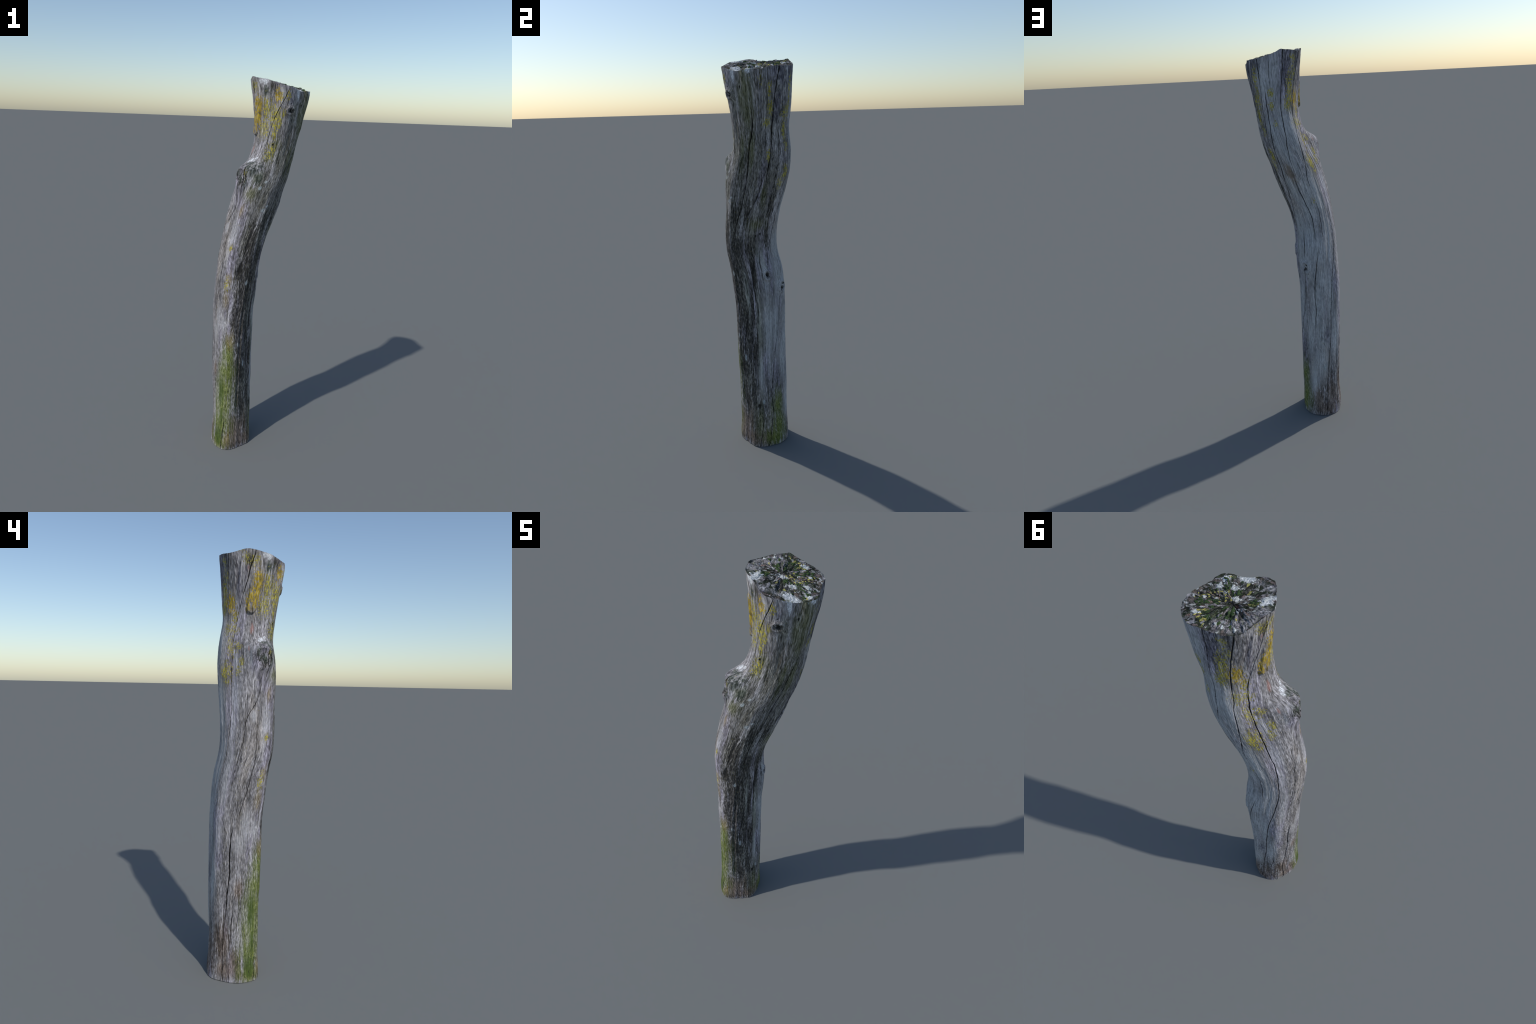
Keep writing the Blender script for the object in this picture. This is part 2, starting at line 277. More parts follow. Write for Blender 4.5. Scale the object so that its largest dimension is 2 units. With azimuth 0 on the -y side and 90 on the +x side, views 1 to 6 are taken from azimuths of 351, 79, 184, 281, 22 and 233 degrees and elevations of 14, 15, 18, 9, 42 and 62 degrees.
for half, deep, *course in FOLDS:
    course = sorted((b, a) for a, b in course)
    fz = np.array([c[0] for c in course])
    fa = np.unwrap(np.radians([c[1] for c in course]))
    w = np.clip(np.minimum(z - fz[0], fz[-1] + 0.04 - z) / 0.08, 0, 1)
    d = wrap(A - np.interp(z, fz, fa)) * 118.0 / half
    relief += w * deep / 1e3 * (0.45 * np.exp(-((np.abs(d) - 1.5) ** 2) / 0.5) - np.exp(-d * d))
# knot holes and the rings that swell round them
for a, zc, wa, wz in KNOT_HOLES:
    q = np.sqrt((wrap(A - radians(a)) / radians(wa)) ** 2 + ((z - zc) / wz) ** 2) * (1 + 0.3 * lattice_noise(150, 240, N_Z, 15))
    relief -= 0.6 * wz * (1 - smooth(q, 0.25, 1.0))
for a, zc, wa, wz in SWIRL_KNOTS:
    q = np.sqrt((wrap(A - radians(a)) / radians(wa)) ** 2 + ((z - zc) / wz) ** 2)
    relief += 0.0065 * np.exp(-((q - 0.65) / 0.32) ** 2) + 0.0008 * np.cos(q * 16) * np.exp(-q * q)
# the face of the burl: a sunken, split disc with a broken rim
q = np.sqrt((wrap(A - radians(217)) / radians(14)) ** 2 + ((z - 1.522) / 0.047) ** 2)
q = q * (1 + 0.18 * lattice_noise(40, 30, N_Z, 9))
relief += 0.005 * np.exp(-((q - 1.15) / 0.3) ** 2) * (0.8 + 0.5 * lattice_noise(36, 40, N_Z, 10))
relief -= 0.013 * (1 - smooth(q, 0.45, 1.05))
relief += 0.003 * np.exp(-(q / 1.3) ** 2) * lattice_noise(110, 60, N_Z, 12)
# branch scar: a tongue of wood with a blunt lower end
scar_t = np.clip((z - 1.742) / (1.90 - 1.742), 0, 1)
scar_a = radians(194) + scar_t * radians(12)
scar_q = np.sqrt((wrap(A - scar_a) * 0.125 / (0.024 + 0.006 * scar_t)) ** 2 + (np.minimum(z - 1.742, 0) / 0.022) ** 2 + (np.maximum(z - 1.86, 0) / 0.05) ** 2)
scar_q = scar_q * (1 + 0.12 * lattice_noise(60, 50, N_Z, 14))
relief += (0.0115 - 0.007 * scar_t) * (1 - smooth(scar_q, 0.7, 1.12))
relief -= 0.0014 * np.exp(-((scar_q - 1.15) / 0.10) ** 2) * (1 - scar_t) ** 2
relief -= 0.002 * np.exp(-((wrap(A - scar_a) * 0.125) / 0.004) ** 2) * (1 - smooth(scar_q, 0.6, 1.0))
r += relief
ax, ay = axis_at(z)
sx, sy = hermite(ST[:, 1:3], z)[..., 0], hermite(ST[:, 1:3], z)[..., 1]
PX = np.stack([sx + r * np.cos(A), sy + r * np.sin(A), z], -1)
TRUNK = PX.reshape(-1, 3)

ii, jj = np.meshgrid(np.arange(N_TH), np.arange(N_Z - 1), indexing="ij")
i2 = (ii + 1) % N_TH
FACES = np.stack([ii * N_Z + jj, i2 * N_Z + jj, i2 * N_Z + jj + 1, ii * N_Z + jj + 1], -1).reshape(-1, 4)
face_a = (ii.ravel() + 0.5) * 2 * pi / N_TH
face_z = z[ii.ravel(), jj.ravel()]


def mesh_from(name, verts, faces, material, smooth_shade=True):
    me = bpy.data.meshes.new(name)
    n = faces.shape[1]
    me.vertices.add(len(verts))
    me.vertices.foreach_set("co", np.ascontiguousarray(verts, np.float32).ravel())
    me.loops.add(faces.size)
    me.loops.foreach_set("vertex_index", np.ascontiguousarray(faces, np.int32).ravel())
    me.polygons.add(len(faces))
    me.polygons.foreach_set("loop_start", np.arange(0, faces.size, n, dtype=np.int32))
    me.polygons.foreach_set("use_smooth", np.full(len(faces), smooth_shade))
    me.update(calc_edges=True)
    me.validate()
    if material:
        me.materials.append(material)
    return me


COLL = bpy.context.scene.collection


def add_object(name, me, parent):
    ob = bpy.data.objects.new(name, me)
    COLL.objects.link(ob)
    ob.parent = parent
    return ob


# ------------------------------------------------------------------ node helpers
class Nodes:
    def __init__(self, tree):
        self.tree = tree

    def new(self, kind, inputs=None, **props):
        n = self.tree.nodes.new(kind)
        for k, v in props.items():
            setattr(n, k, v)
        for k, v in (inputs or {}).items():
            self.put(n.inputs[k], v)
        return n

    def put(self, socket, v):
        if isinstance(v, bpy.types.NodeSocket):
            self.tree.links.new(v, socket)
        else:
            socket.default_value = v

    def math(self, op, a, b=0.0, c=0.0, clamp=False):
        n = self.new("ShaderNodeMath", {0: a, 1: b, 2: c}, operation=op, use_clamp=clamp)
        return n.outputs[0]

    def vec(self, op, a, b=(0, 0, 0), c=(0, 0, 0), out=0):
        n = self.new("ShaderNodeVectorMath", {0: a, 1: b, 2: c}, operation=op)
        return n.outputs[out]

    def ramp01(self, v, lo, hi, to0=0.0, to1=1.0):
        n = self.new("ShaderNodeMapRange", {0: v, 1: lo, 2: hi, 3: to0, 4: to1}, interpolation_type="SMOOTHSTEP")
        return n.outputs[0]

    def noise(self, v, scale, detail=3, rough=0.55, distortion=0.0, colour=False):
        sc = self.vec("MULTIPLY", v, scale if isinstance(scale, tuple) else (scale,) * 3)
        n = self.new("ShaderNodeTexNoise", {"Vector": sc, "Scale": 1.0, "Detail": detail, "Roughness": rough, "Distortion": distortion})
        return n.outputs["Color" if colour else "Fac"]

    def curve(self, v, xs, ys):
        n = self.new("ShaderNodeFloatCurve", {"Value": v})
        pts = n.mapping.curves[0].points
        while len(pts) < len(xs):
            pts.new(0.5, 0.5)
        for p, x, y in zip(pts, xs, ys):
            p.location = (float(x), float(y))
            p.handle_type = "VECTOR"
        n.mapping.update()
        return n.outputs[0]

    def mix(self, fac, a, b, mode="MIX"):
        n = self.new("ShaderNodeMix", data_type="RGBA", blend_type=mode)
        self.put(n.inputs[0], fac)
        for s, v in ((n.inputs[6], a), (n.inputs[7], b)):
            self.put(s, v if isinstance(v, bpy.types.NodeSocket) else (*v, 1.0))
        return n.outputs[2]

    def colours(self, v, *stops):
        n = self.new("ShaderNodeValToRGB", {0: v})
        el = n.color_ramp.elements
        while len(el) < len(stops):
            el.new(0.5)
        for e, (p, c) in zip(el, stops):
            e.position = p
            e.color = (*c, 1.0)
        return n.outputs[0]


def trunk_frame(N):
    """Angle round the trunk's own crooked axis, unit direction and height, from Object coordinates."""
    co = N.new("ShaderNodeTexCoord").outputs["Object"]
    sep = N.new("ShaderNodeSeparateXYZ", {0: co})
    x, y, zz = sep.outputs
    z01 = N.math("DIVIDE", zz, Z_MAX)
    cx = N.math("MULTIPLY_ADD", N.curve(z01, AXIS_Z / Z_MAX, AXIS_XY[:, 0] * 2 + 0.5), 0.5, -0.25)
    cy = N.math("MULTIPLY_ADD", N.curve(z01, AXIS_Z / Z_MAX, AXIS_XY[:, 1] * 2 + 0.5), 0.5, -0.25)
    dx, dy = N.math("SUBTRACT", x, cx), N.math("SUBTRACT", y, cy)
    angle = N.math("ARCTAN2", dy, dx)
    flat = N.new("ShaderNodeCombineXYZ", {0: dx, 1: dy, 2: 0.0}).outputs[0]
    unit = N.vec("NORMALIZE", flat)
    rad = N.vec("LENGTH", flat, out=1)
    g = N.vec("ADD", unit, N.new("ShaderNodeCombineXYZ", {0: 0.0, 1: 0.0, 2: zz}).outputs[0])
    return co, angle, zz, z01, g, rad


def patch_distance(N, g, patches):
    """Distance to the nearest patch, 1 on its border."""
    best = None
    for a, zc, wa, wz in patches:
        s = (1 / radians(wa * 1.15), 1 / radians(wa * 1.15), 1 / (wz * 1.15))
        c = (math.cos(radians(a)), math.sin(radians(a)), zc)
        m = N.vec("MULTIPLY_ADD", g, s, tuple(-p * q for p, q in zip(c, s)))
        d = N.vec("LENGTH", m, out=1)
        best = d if best is None else N.math("SMOOTH_MIN", best, d, 0.25)
    return best


def crack_mask(N, angle, z01, paths, wobble):
    best = None
    for P in paths:
        zn = P["z"] / Z_MAX
        mid = (P["a"].max() + P["a"].min()) / 2
        span = max(P["a"].max() - P["a"].min(), 0.1) * 1.05
        c = N.curve(z01, zn, (P["a"] - mid) / span + 0.5)
        target = N.math("MULTIPLY_ADD", c, span, mid - span / 2)
        d = N.math("ABSOLUTE", N.math("WRAP", N.math("SUBTRACT", angle, target), pi, -pi))
        xs = np.concatenate([[max(zn[0] - 0.004, 0)], zn[0:], [min(zn[-1] + 0.004, 1)]]) if zn[0] > 0.004 else np.concatenate([zn, [zn[-1] + 0.004]])
        ys = np.interp(xs * Z_MAX, P["z"], P["w"], left=0, right=0)
        w = N.curve(z01, xs, ys)
        q = N.math("MULTIPLY_ADD", w, -P["half"] / 0.118, d)
        best = q if best is None else N.math("MINIMUM", best, q)
    return N.math("ADD", best, wobble)


def principled(N, colour, rough, normal=None, specular=0.25):
    b = N.new("ShaderNodeBsdfPrincipled", {"Base Color": colour, "Roughness": rough, "Specular IOR Level": specular})
    if normal is not None:
        N.put(b.inputs["Normal"], normal)
    out = N.new("ShaderNodeOutputMaterial")
    N.tree.links.new(b.outputs[0], out.inputs[0])


def new_material(name):
    m = bpy.data.materials.new(name)
    m.use_nodes = True
    m.node_tree.nodes.clear()
    return m, Nodes(m.node_tree)


# ------------------------------------------------------------------ weathered wood of the trunk
def weathered_wood():
    m, N = new_material("weathered_wood")
    co, angle, zz, z01, g, rad = trunk_frame(N)
    # fibres waver a little and bend round the knots
    warp = N.vec("SUBTRACT", N.noise(g, (1.3, 1.3, 3.0), 2, colour=True), (0.5, 0.5, 0.5))
    # on ledges that face up the pattern runs on outwards instead of smearing
    ledge = N.new("ShaderNodeCombineXYZ", {0: 0.0, 1: 0.0, 2: N.math("MULTIPLY_ADD", rad, -1.3, 0.156)}).outputs[0]
    gw = N.vec("MULTIPLY_ADD", warp, (0.30, 0.30, 0.05), N.vec("ADD", g, ledge))
    dk = patch_distance(N, g, SWIRL_KNOTS)
    swirl = N.ramp01(dk, 1.8, 0.5)
    gw = N.vec("MULTIPLY_ADD", N.vec("SCALE", N.vec("SUBTRACT", N.noise(g, (4.5, 4.5, 14), 1, colour=True), (0.5, 0.5, 0.5)), (0, 0, 0)), (1, 1, 1), gw)
    tree_scale = gw.node.inputs[0].links[0].from_node
    N.put(tree_scale.inputs["Scale"], N.math("MULTIPLY", swirl, 0.32))

    blotch = N.noise(gw, (2.4, 2.4, 5.0), 4, 0.6)
    streak = N.noise(gw, (10, 10, 5.5), 5, 0.62)
    speck = N.noise(gw, (30, 30, 48), 3, 0.62)
    fibre = N.noise(gw, (44, 44, 5.0), 3, 0.6)
    fine = N.noise(gw, (70, 70, 150), 2, 0.6)
    tone = N.math("MULTIPLY", blotch, 0.20)
    for s, k in ((streak, 0.24), (speck, 0.40), (fibre, 0.16)):
        tone = N.math("MULTIPLY_ADD", s, k, tone)
    wood = N.colours(tone, (0.385, (0.036, 0.035, 0.036)), (0.445, (0.108, 0.104, 0.108)), (0.495, (0.205, 0.198, 0.206)), (0.55, (0.345, 0.334, 0.350)), (0.625, (0.64, 0.62, 0.645)))
    hue = N.noise(g, (1.7, 1.7, 3.2), 3)
    wood = N.mix(N.ramp01(hue, 0.52, 0.68), wood, N.mix(1.0, wood, (1.01, 0.97, 0.90), "MULTIPLY"))
    wood = N.mix(N.ramp01(hue, 0.48, 0.36), wood, N.mix(1.0, wood, (0.98, 0.955, 1.08), "MULTIPLY"))

    edge = N.math("MULTIPLY_ADD", N.math("SUBTRACT", streak, 0.5), 1.6, N.math("MULTIPLY", N.math("SUBTRACT", speck, 0.5), 1.2))

    def mask(name, inner, outer, ragged=1.0):
        d = patch_distance(N, g, PATCHES[name])
        d = N.math("MULTIPLY_ADD", edge, ragged, d)
        return N.ramp01(d, outer, inner)

    # bare pale wood
    pale = N.colours(N.math("MULTIPLY_ADD", fibre, 0.5, N.math("MULTIPLY", speck, 0.5)), (0.36, (0.17, 0.172, 0.18)), (0.50, (0.39, 0.39, 0.41)), (0.64, (0.60, 0.60, 0.63)))
    wood = N.mix(N.math("MULTIPLY", mask("pale_wood", 0.3, 1.25), 0.62), wood, pale)
    blue = N.colours(N.math("MULTIPLY_ADD", speck, 0.28, N.math("MULTIPLY_ADD", fibre, 0.40, N.math("MULTIPLY", streak, 0.32))), (0.36, (0.155, 0.158, 0.162)), (0.44, (0.325, 0.335, 0.346)), (0.51, (0.445, 0.460, 0.476)), (0.61, (0.62, 0.635, 0.655)))
    wood = N.mix(N.math("MULTIPLY", mask("blue_wood", 0.15, 1.5, 1.3), 0.80), wood, blue)
    wood = N.mix(N.math("MULTIPLY", mask("dark_olive_tint", 0.1, 1.25, 0.8), 0.85), wood, N.mix(1.0, wood, (0.66, 0.67, 0.55), "MULTIPLY"))
    # earth and rust near the ground
    wood = N.mix(N.math("MULTIPLY", mask("brown_earth", 0.3, 1.2), 0.85), wood, N.mix(1.0, wood, (0.60, 0.475, 0.375), "MULTIPLY"))
    wood = N.mix(N.math("MULTIPLY", mask("pink_stain", 0.2, 1.3, 1.6), 0.5), wood, (0.46, 0.24, 0.21))
    # black mould in the damp grain
    mould = N.colours(N.math("MULTIPLY_ADD", fibre, 0.5, N.math("MULTIPLY", speck, 0.5)), (0.38, (0.009, 0.009, 0.009)), (0.51, (0.040, 0.038, 0.034)), (0.62, (0.19, 0.18, 0.165)))
    damp = N.math("MULTIPLY", mask("black_stain", 0.3, 1.3, 1.2), N.ramp01(N.math("MULTIPLY_ADD", fibre, 0.5, N.math("MULTIPLY", streak, 0.5)), 0.76, 0.56))
    wood = N.mix(N.math("MULTIPLY", damp, 0.92), wood, mould)
    wood = N.mix(N.math("MULTIPLY", mask("violet_stain", 0.1, 1.3, 1.3), 0.62), wood, N.mix(N.ramp01(speck, 0.4, 0.62), (0.035, 0.033, 0.055), (0.16, 0.15, 0.20)))
    # thin algae film, then grey-green darkening painted for the burl's shadow
    wood = N.mix(N.math("MULTIPLY", mask("olive_film", 0.1, 1.35, 1.3), 0.75), wood, N.mix(N.ramp01(tone, 0.42, 0.58), (0.045, 0.050, 0.022), (0.20, 0.205, 0.105)))
    wood = N.mix(N.math("MULTIPLY", mask("painted_burl_shade", 0.1, 1.3, 1.3), 0.88), wood, N.mix(N.ramp01(speck, 0.4, 0.62), (0.028, 0.036, 0.030), (0.13, 0.15, 0.13)))
    # moss
    moss = N.colours(N.math("MULTIPLY_ADD", speck, 0.5, N.math("MULTIPLY", fine, 0.5)), (0.38, (0.038, 0.052, 0.012)), (0.50, (0.120, 0.155, 0.028)), (0.62, (0.27, 0.30, 0.065)))
    wood = N.mix(N.math("MULTIPLY", mask("green_moss", 0.05, 1.6, 1.1), 0.88), wood, moss)
    wood = N.mix(N.math("MULTIPLY", mask("deep_moss", 0.3, 1.1, 0.6), 0.85), wood, N.mix(N.ramp01(fibre, 0.35, 0.65), (0.032, 0.055, 0.012), (0.085, 0.125, 0.028)))
    wood = N.mix(N.math("MULTIPLY", mask("ochre_stain", -0.2, 1.4, 1.6), 0.62), wood, N.mix(N.ramp01(speck, 0.4, 0.6), (0.13, 0.095, 0.035), (0.33, 0.25, 0.10)))

    # crust lichens in flecks
    flecks = N.ramp01(N.math("MULTIPLY_ADD", N.noise(gw, (20, 20, 135), 4, 0.66), 0.62, N.math("MULTIPLY", N.noise(g, (60, 60, 420), 3, 0.7), 0.38)), 0.36, 0.64)
    cover = None
    for name, most in (("orange_lichen", 0.70), ("yellow_lichen", 0.60), ("sparse_lichen", 0.47)):
        d = N.math("MULTIPLY_ADD", edge, 0.5, patch_distance(N, g, PATCHES[name]))
        k = N.math("MULTIPLY", N.ramp01(d, 1.3, 0.25), most)
        cover = k if cover is None else N.math("MAXIMUM", cover, k)
    fleck_mask = N.ramp01(N.math("ADD", flecks, cover), 0.93, 1.06)
    orange = patch_distance(N, g, PATCHES["orange_lichen"])
    gold = N.mix(N.ramp01(orange, 1.5, 0.6), (0.49, 0.430, 0.060), (0.57, 0.405, 0.030))
    gold = N.mix(N.ramp01(speck, 0.62, 0.38), gold, N.mix(1.0, gold, (0.45, 0.45, 0.5), "MULTIPLY"))
    wood = N.mix(N.math("MULTIPLY", fleck_mask, 0.92), wood, gold)
    white = N.mix(N.ramp01(fine, 0.40, 0.56), (0.30, 0.32, 0.33), (0.78, 0.80, 0.84))
    wood = N.mix(N.math("MULTIPLY", mask("white_lichen", 0.5, 0.95, 1.5), 0.92), wood, white)

    wood = N.mix(N.math("MULTIPLY", mask("grey_fleck", 0.5, 1.05, 1.2), 0.8), wood, N.mix(N.ramp01(fine, 0.40, 0.58), (0.20, 0.23, 0.24), (0.46, 0.51, 0.53)))

    # hair cracks along the fibres, then the open drying cracks
    hair = N.ramp01(N.noise(gw, (38, 38, 2.6), 2, 0.5), 0.37, 0.30)
    wood = N.mix(N.math("MULTIPLY", hair, 0.6), wood, N.mix(1.0, wood, (0.28, 0.28, 0.30), "MULTIPLY"))
    wobble = N.math("MULTIPLY", N.math("SUBTRACT", fine, 0.5), 0.012)
    sharp = crack_mask(N, angle, z01, [p for p in PATHS if not p["soft"]], wobble)
    soft = crack_mask(N, angle, z01, [p for p in PATHS if p["soft"]], N.math("MULTIPLY", edge, 0.06))
    wood = N.mix(N.ramp01(soft, 0.02, -0.03, 0.0, 0.85), wood, (0.022, 0.021, 0.020))
    wood = N.mix(N.ramp01(sharp, 0.014, 0.0, 0.0, 0.35), wood, N.mix(1.0, wood, (0.45, 0.45, 0.46), "MULTIPLY"))
    wood = N.mix(N.ramp01(sharp, 0.003, -0.006, 0.0, 0.93), wood, (0.014, 0.013, 0.013))  # near-black colour deepens the shade that the shallow grooves lack
    holes = N.math("MULTIPLY_ADD", edge, 1.1, patch_distance(N, g, KNOT_HOLES))
    wood = N.mix(N.ramp01(holes, 1.3, 0.45, 0.0, 0.92), wood, (0.020, 0.020, 0.016))
    rings = N.math("SINE", N.math("MULTIPLY", N.math("MULTIPLY_ADD", edge, 0.35, dk), 17.0))
    rings = N.math("MULTIPLY", N.ramp01(rings, 0.55, 0.95), N.ramp01(dk, 1.1, 0.6))
    wood = N.mix(N.math("MULTIPLY", rings, 0.45), wood, N.mix(1.0, wood, (0.3, 0.3, 0.3), "MULTIPLY"))

    height = N.math("MULTIPLY_ADD", speck, 0.5, N.math("MULTIPLY_ADD", fibre, 0.8, N.math("MULTIPLY", hair, -0.5)))
    height = N.math("MULTIPLY_ADD", fleck_mask, 0.35, height)
    bump = N.new("ShaderNodeBump", {"Strength": 0.55, "Distance": 0.0022, "Height": height}).outputs[0]
    principled(N, wood, 0.9, bump, 0.2)
    return m


# ------------------------------------------------------------------ rotten end grain of the sawn top
PITH = (0.066, 0.011)
TOP_PATCHES = {  # x, y, half sizes (m)
    "white": [(0.150, -0.100, 0.038, 0.022), (0.195, -0.055, 0.014, 0.02), (0.172, -0.012, 0.016, 0.012), (0.0, -0.093, 0.015, 0.014), (0.117, 0.112, 0.014, 0.009), (0.004, -0.07, 0.020, 0.022),
              (0.128, -0.040, 0.016, 0.011), (0.078, -0.009, 0.018, 0.012)],
    "green": [(0.10, -0.03, 0.02, 0.02), (0.09, 0.1, 0.03, 0.02), (0.02, -0.03, 0.02, 0.015), (0.147, 0.070, 0.030, 0.018), (0.100, 0.046, 0.025, 0.018), (0.150, -0.035, 0.022, 0.015), (0.188, -0.075, 0.018, 0.024), (0.06, 0.08, 0.030, 0.035), (0.03, 0.05, 0.02, 0.02)],
    "wine": [(0.046, 0.009, 0.013, 0.009)],
    "blue": [(0.054, -0.133, 0.016, 0.010), (0.172, -0.046, 0.009, 0.006)],
    "grey": [(-0.04, 0.03, 0.016, 0.05), (-0.015, 0.085, 0.025, 0.018), (-0.04, -0.035, 0.016, 0.03), (0.095, -0.115, 0.025, 0.015), (-0.02, 0.02, 0.022, 0.028), (-0.025, -0.03, 0.018, 0.03), (0.05, -0.12, 0.03, 0.02), (0.02, 0.1, 0.03, 0.02), (-0.01, 0.06, 0.02, 0.03)],
}


def end_grain():
    m, N = new_material("rotten_end_grain")
    co = N.new("ShaderNodeTexCoord").outputs["Object"]
    sep = N.new("ShaderNodeSeparateXYZ", {0: co})
    dx, dy = N.math("SUBTRACT", sep.outputs[0], PITH[0]), N.math("SUBTRACT", sep.outputs[1], PITH[1])
    flat = N.new("ShaderNodeCombineXYZ", {0: dx, 1: dy, 2: 0.0}).outputs[0]
    rad = N.vec("LENGTH", flat, out=1)
    unit = N.vec("NORMALIZE", flat)
    q = N.vec("ADD", unit, N.new("ShaderNodeCombineXYZ", {0: 0.0, 1: 0.0, 2: rad}).outputs[0])
    q = N.vec("MULTIPLY_ADD", N.vec("SUBTRACT", N.noise(co, 28.0, 3, colour=True), (0.5, 0.5, 0.5)), (0.36, 0.36, 0.035), q)
    cells = N.vec("MULTIPLY", q, (10.0, 10.0, 48.0))
    vor = N.new("ShaderNodeTexVoronoi", {"Vector": cells, "Scale": 1.0, "Randomness": 1.0})
    rim = N.new("ShaderNodeTexVoronoi", {"Vector": cells, "Scale": 1.0}, feature="DISTANCE_TO_EDGE")
    pick = N.new("ShaderNodeSeparateColor", {0: vor.outputs["Color"]}).outputs[0]
    fibres = N.noise(q, (20, 20, 60), 4, 0.7)
    rays = N.noise(q, (8, 8, 5), 4, 0.6)
    grit = N.noise(co, 330.0, 3, 0.7)
    col = N.colours(pick, (0.0, (0.026, 0.034, 0.022)), (0.16, (0.070, 0.085, 0.060)), (0.30, (0.125, 0.105, 0.095)), (0.44, (0.20, 0.19, 0.205)), (0.58, (0.29, 0.285, 0.30)),
                    (0.70, (0.155, 0.125, 0.120)), (0.80, (0.42, 0.43, 0.42)), (0.90, (0.36, 0.35, 0.12)), (0.95, (0.56, 0.58, 0.60)))
    col.node.color_ramp.interpolation = "CONSTANT"
    chunk = N.new("ShaderNodeTexVoronoi", {"Vector": N.vec("ADD", co, N.vec("SCALE", N.noise(co, 60.0, 3, colour=True), (0, 0, 0))), "Scale": 85.0})
    N.put(chunk.inputs["Vector"].links[0].from_node.inputs[1].links[0].from_node.inputs["Scale"], 0.02)
    lump = N.colours(N.new("ShaderNodeSeparateColor", {0: chunk.outputs["Color"]}).outputs[1], (0.0, (0.022, 0.030, 0.018)), (0.3, (0.06, 0.085, 0.045)), (0.5, (0.17, 0.15, 0.15)), (0.7, (0.33, 0.33, 0.34)), (0.88, (0.55, 0.57, 0.58)))
    col = N.mix(N.ramp01(N.noise(co, 34.0, 3), 0.54, 0.62), col, lump)

    def spot(name, inner=0.5, outer=1.15):
        best = None
        for x, y, a, b in TOP_PATCHES[name]:
            mm = N.vec("MULTIPLY_ADD", co, (1 / a, 1 / b, 0), (-x / a, -y / b, 0))
            d = N.vec("LENGTH", mm, out=1)
            best = d if best is None else N.math("MINIMUM", best, d)
        best = N.math("MULTIPLY_ADD", N.math("SUBTRACT", fibres, 0.5), 2.6, best)
        return N.ramp01(best, outer, inner)

    col = N.mix(N.math("MULTIPLY", spot("green", 0.3, 1.3), 0.65), col, N.mix(N.ramp01(grit, 0.4, 0.6), (0.016, 0.034, 0.012), (0.085, 0.13, 0.055)))
    col = N.mix(N.math("MULTIPLY", spot("wine"), 0.85), col, (0.055, 0.012, 0.016))
    col = N.mix(N.math("MULTIPLY", spot("blue"), 0.75), col, (0.055, 0.055, 0.13))
    dark = N.mix(1.0, col, (0.22, 0.24, 0.22), "MULTIPLY")
    col = N.mix(N.ramp01(rim.outputs["Distance"], 0.16, 0.02, 0.0, 0.8), col, dark)
    col = N.mix(N.ramp01(fibres, 0.53, 0.40, 0.0, 0.88), col, (0.018, 0.020, 0.016))
    col = N.mix(N.ramp01(rays, 0.46, 0.36, 0.0, 0.9), col, (0.014, 0.016, 0.013))
    col = N.mix(N.math("MULTIPLY", spot("grey"), 0.8), col, N.mix(N.ramp01(fibres, 0.4, 0.62), (0.06, 0.065, 0.06), (0.42, 0.41, 0.44)))
    col = N.mix(N.math("MULTIPLY", spot("white"), 0.95), col, N.mix(N.ramp01(grit, 0.38, 0.55), (0.20, 0.22, 0.22), (0.74, 0.77, 0.79)))
    h = N.math("MULTIPLY_ADD", fibres, 0.8, N.math("MULTIPLY", grit, 0.3))
    bump = N.new("ShaderNodeBump", {"Strength": 0.7, "Distance": 0.004, "Height": h}).outputs[0]
    principled(N, col, 0.95, bump, 0.15)
    return m


def crust(name, dark, light, scale=260.0, gate=(0.40, 0.60)):
    m, N = new_material(name)
    co = N.new("ShaderNodeTexCoord").outputs["Object"]
    n = N.noise(co, scale, 4, 0.7)
    col = N.mix(N.ramp01(n, *gate), dark, light)
    bump = N.new("ShaderNodeBump", {"Strength": 0.6, "Distance": 0.002, "Height": n}).outputs[0]
    principled(N, col, 0.95, bump, 0.15)
    return m


WOOD = weathered_wood()
END = end_grain()
UNDER = crust("damp_base_wood", (0.06, 0.05, 0.045), (0.16, 0.14, 0.125), 120.0)

# ------------------------------------------------------------------ assemble
post = bpy.data.objects.new("wooden_post", None)
post.empty_display_size = 0.2
COLL.objects.link(post)
post["label"] = "crooked weathered grey wooden post with cracks, lichen and moss"
post["category"] = "wooden post"

whole = mesh_from("whole_trunk", TRUNK, FACES, None)
normals = np.empty(len(TRUNK) * 3, np.float32)
whole.vertices.foreach_get("normal", normals)
normals = normals.reshape(-1, 3)
bpy.data.meshes.remove(whole)

qb = np.sqrt((wrap(face_a - radians(218)) / radians(30)) ** 2 + np.where(face_z > 1.545, (face_z - 1.545) / 0.065, (face_z - 1.545) / 0.11) ** 2)
ft = np.clip((face_z - 1.742) / 0.158, 0, 1)
fa = radians(194) + ft * radians(12)
qs = np.sqrt((wrap(face_a - fa) * 0.125 / (0.026 + 0.006 * ft)) ** 2 + (np.minimum(face_z - 1.742, 0) / 0.024) ** 2 + (np.maximum(face_z - 1.86, 0) / 0.05) ** 2)
region = np.where(qb < 1, 1, np.where(qs < 1.1, 2, 0))
shaft = None
for k, name in enumerate(("shaft", "burl", "branch_scar")):
    f = FACES[region == k]
    used, inv = np.unique(f, return_inverse=True)
    me = mesh_from(name, TRUNK[used], inv.reshape(-1, 4), WOOD)
    me.normals_split_custom_set_from_vertices(normals[used])
    ob = add_object(name, me, post)

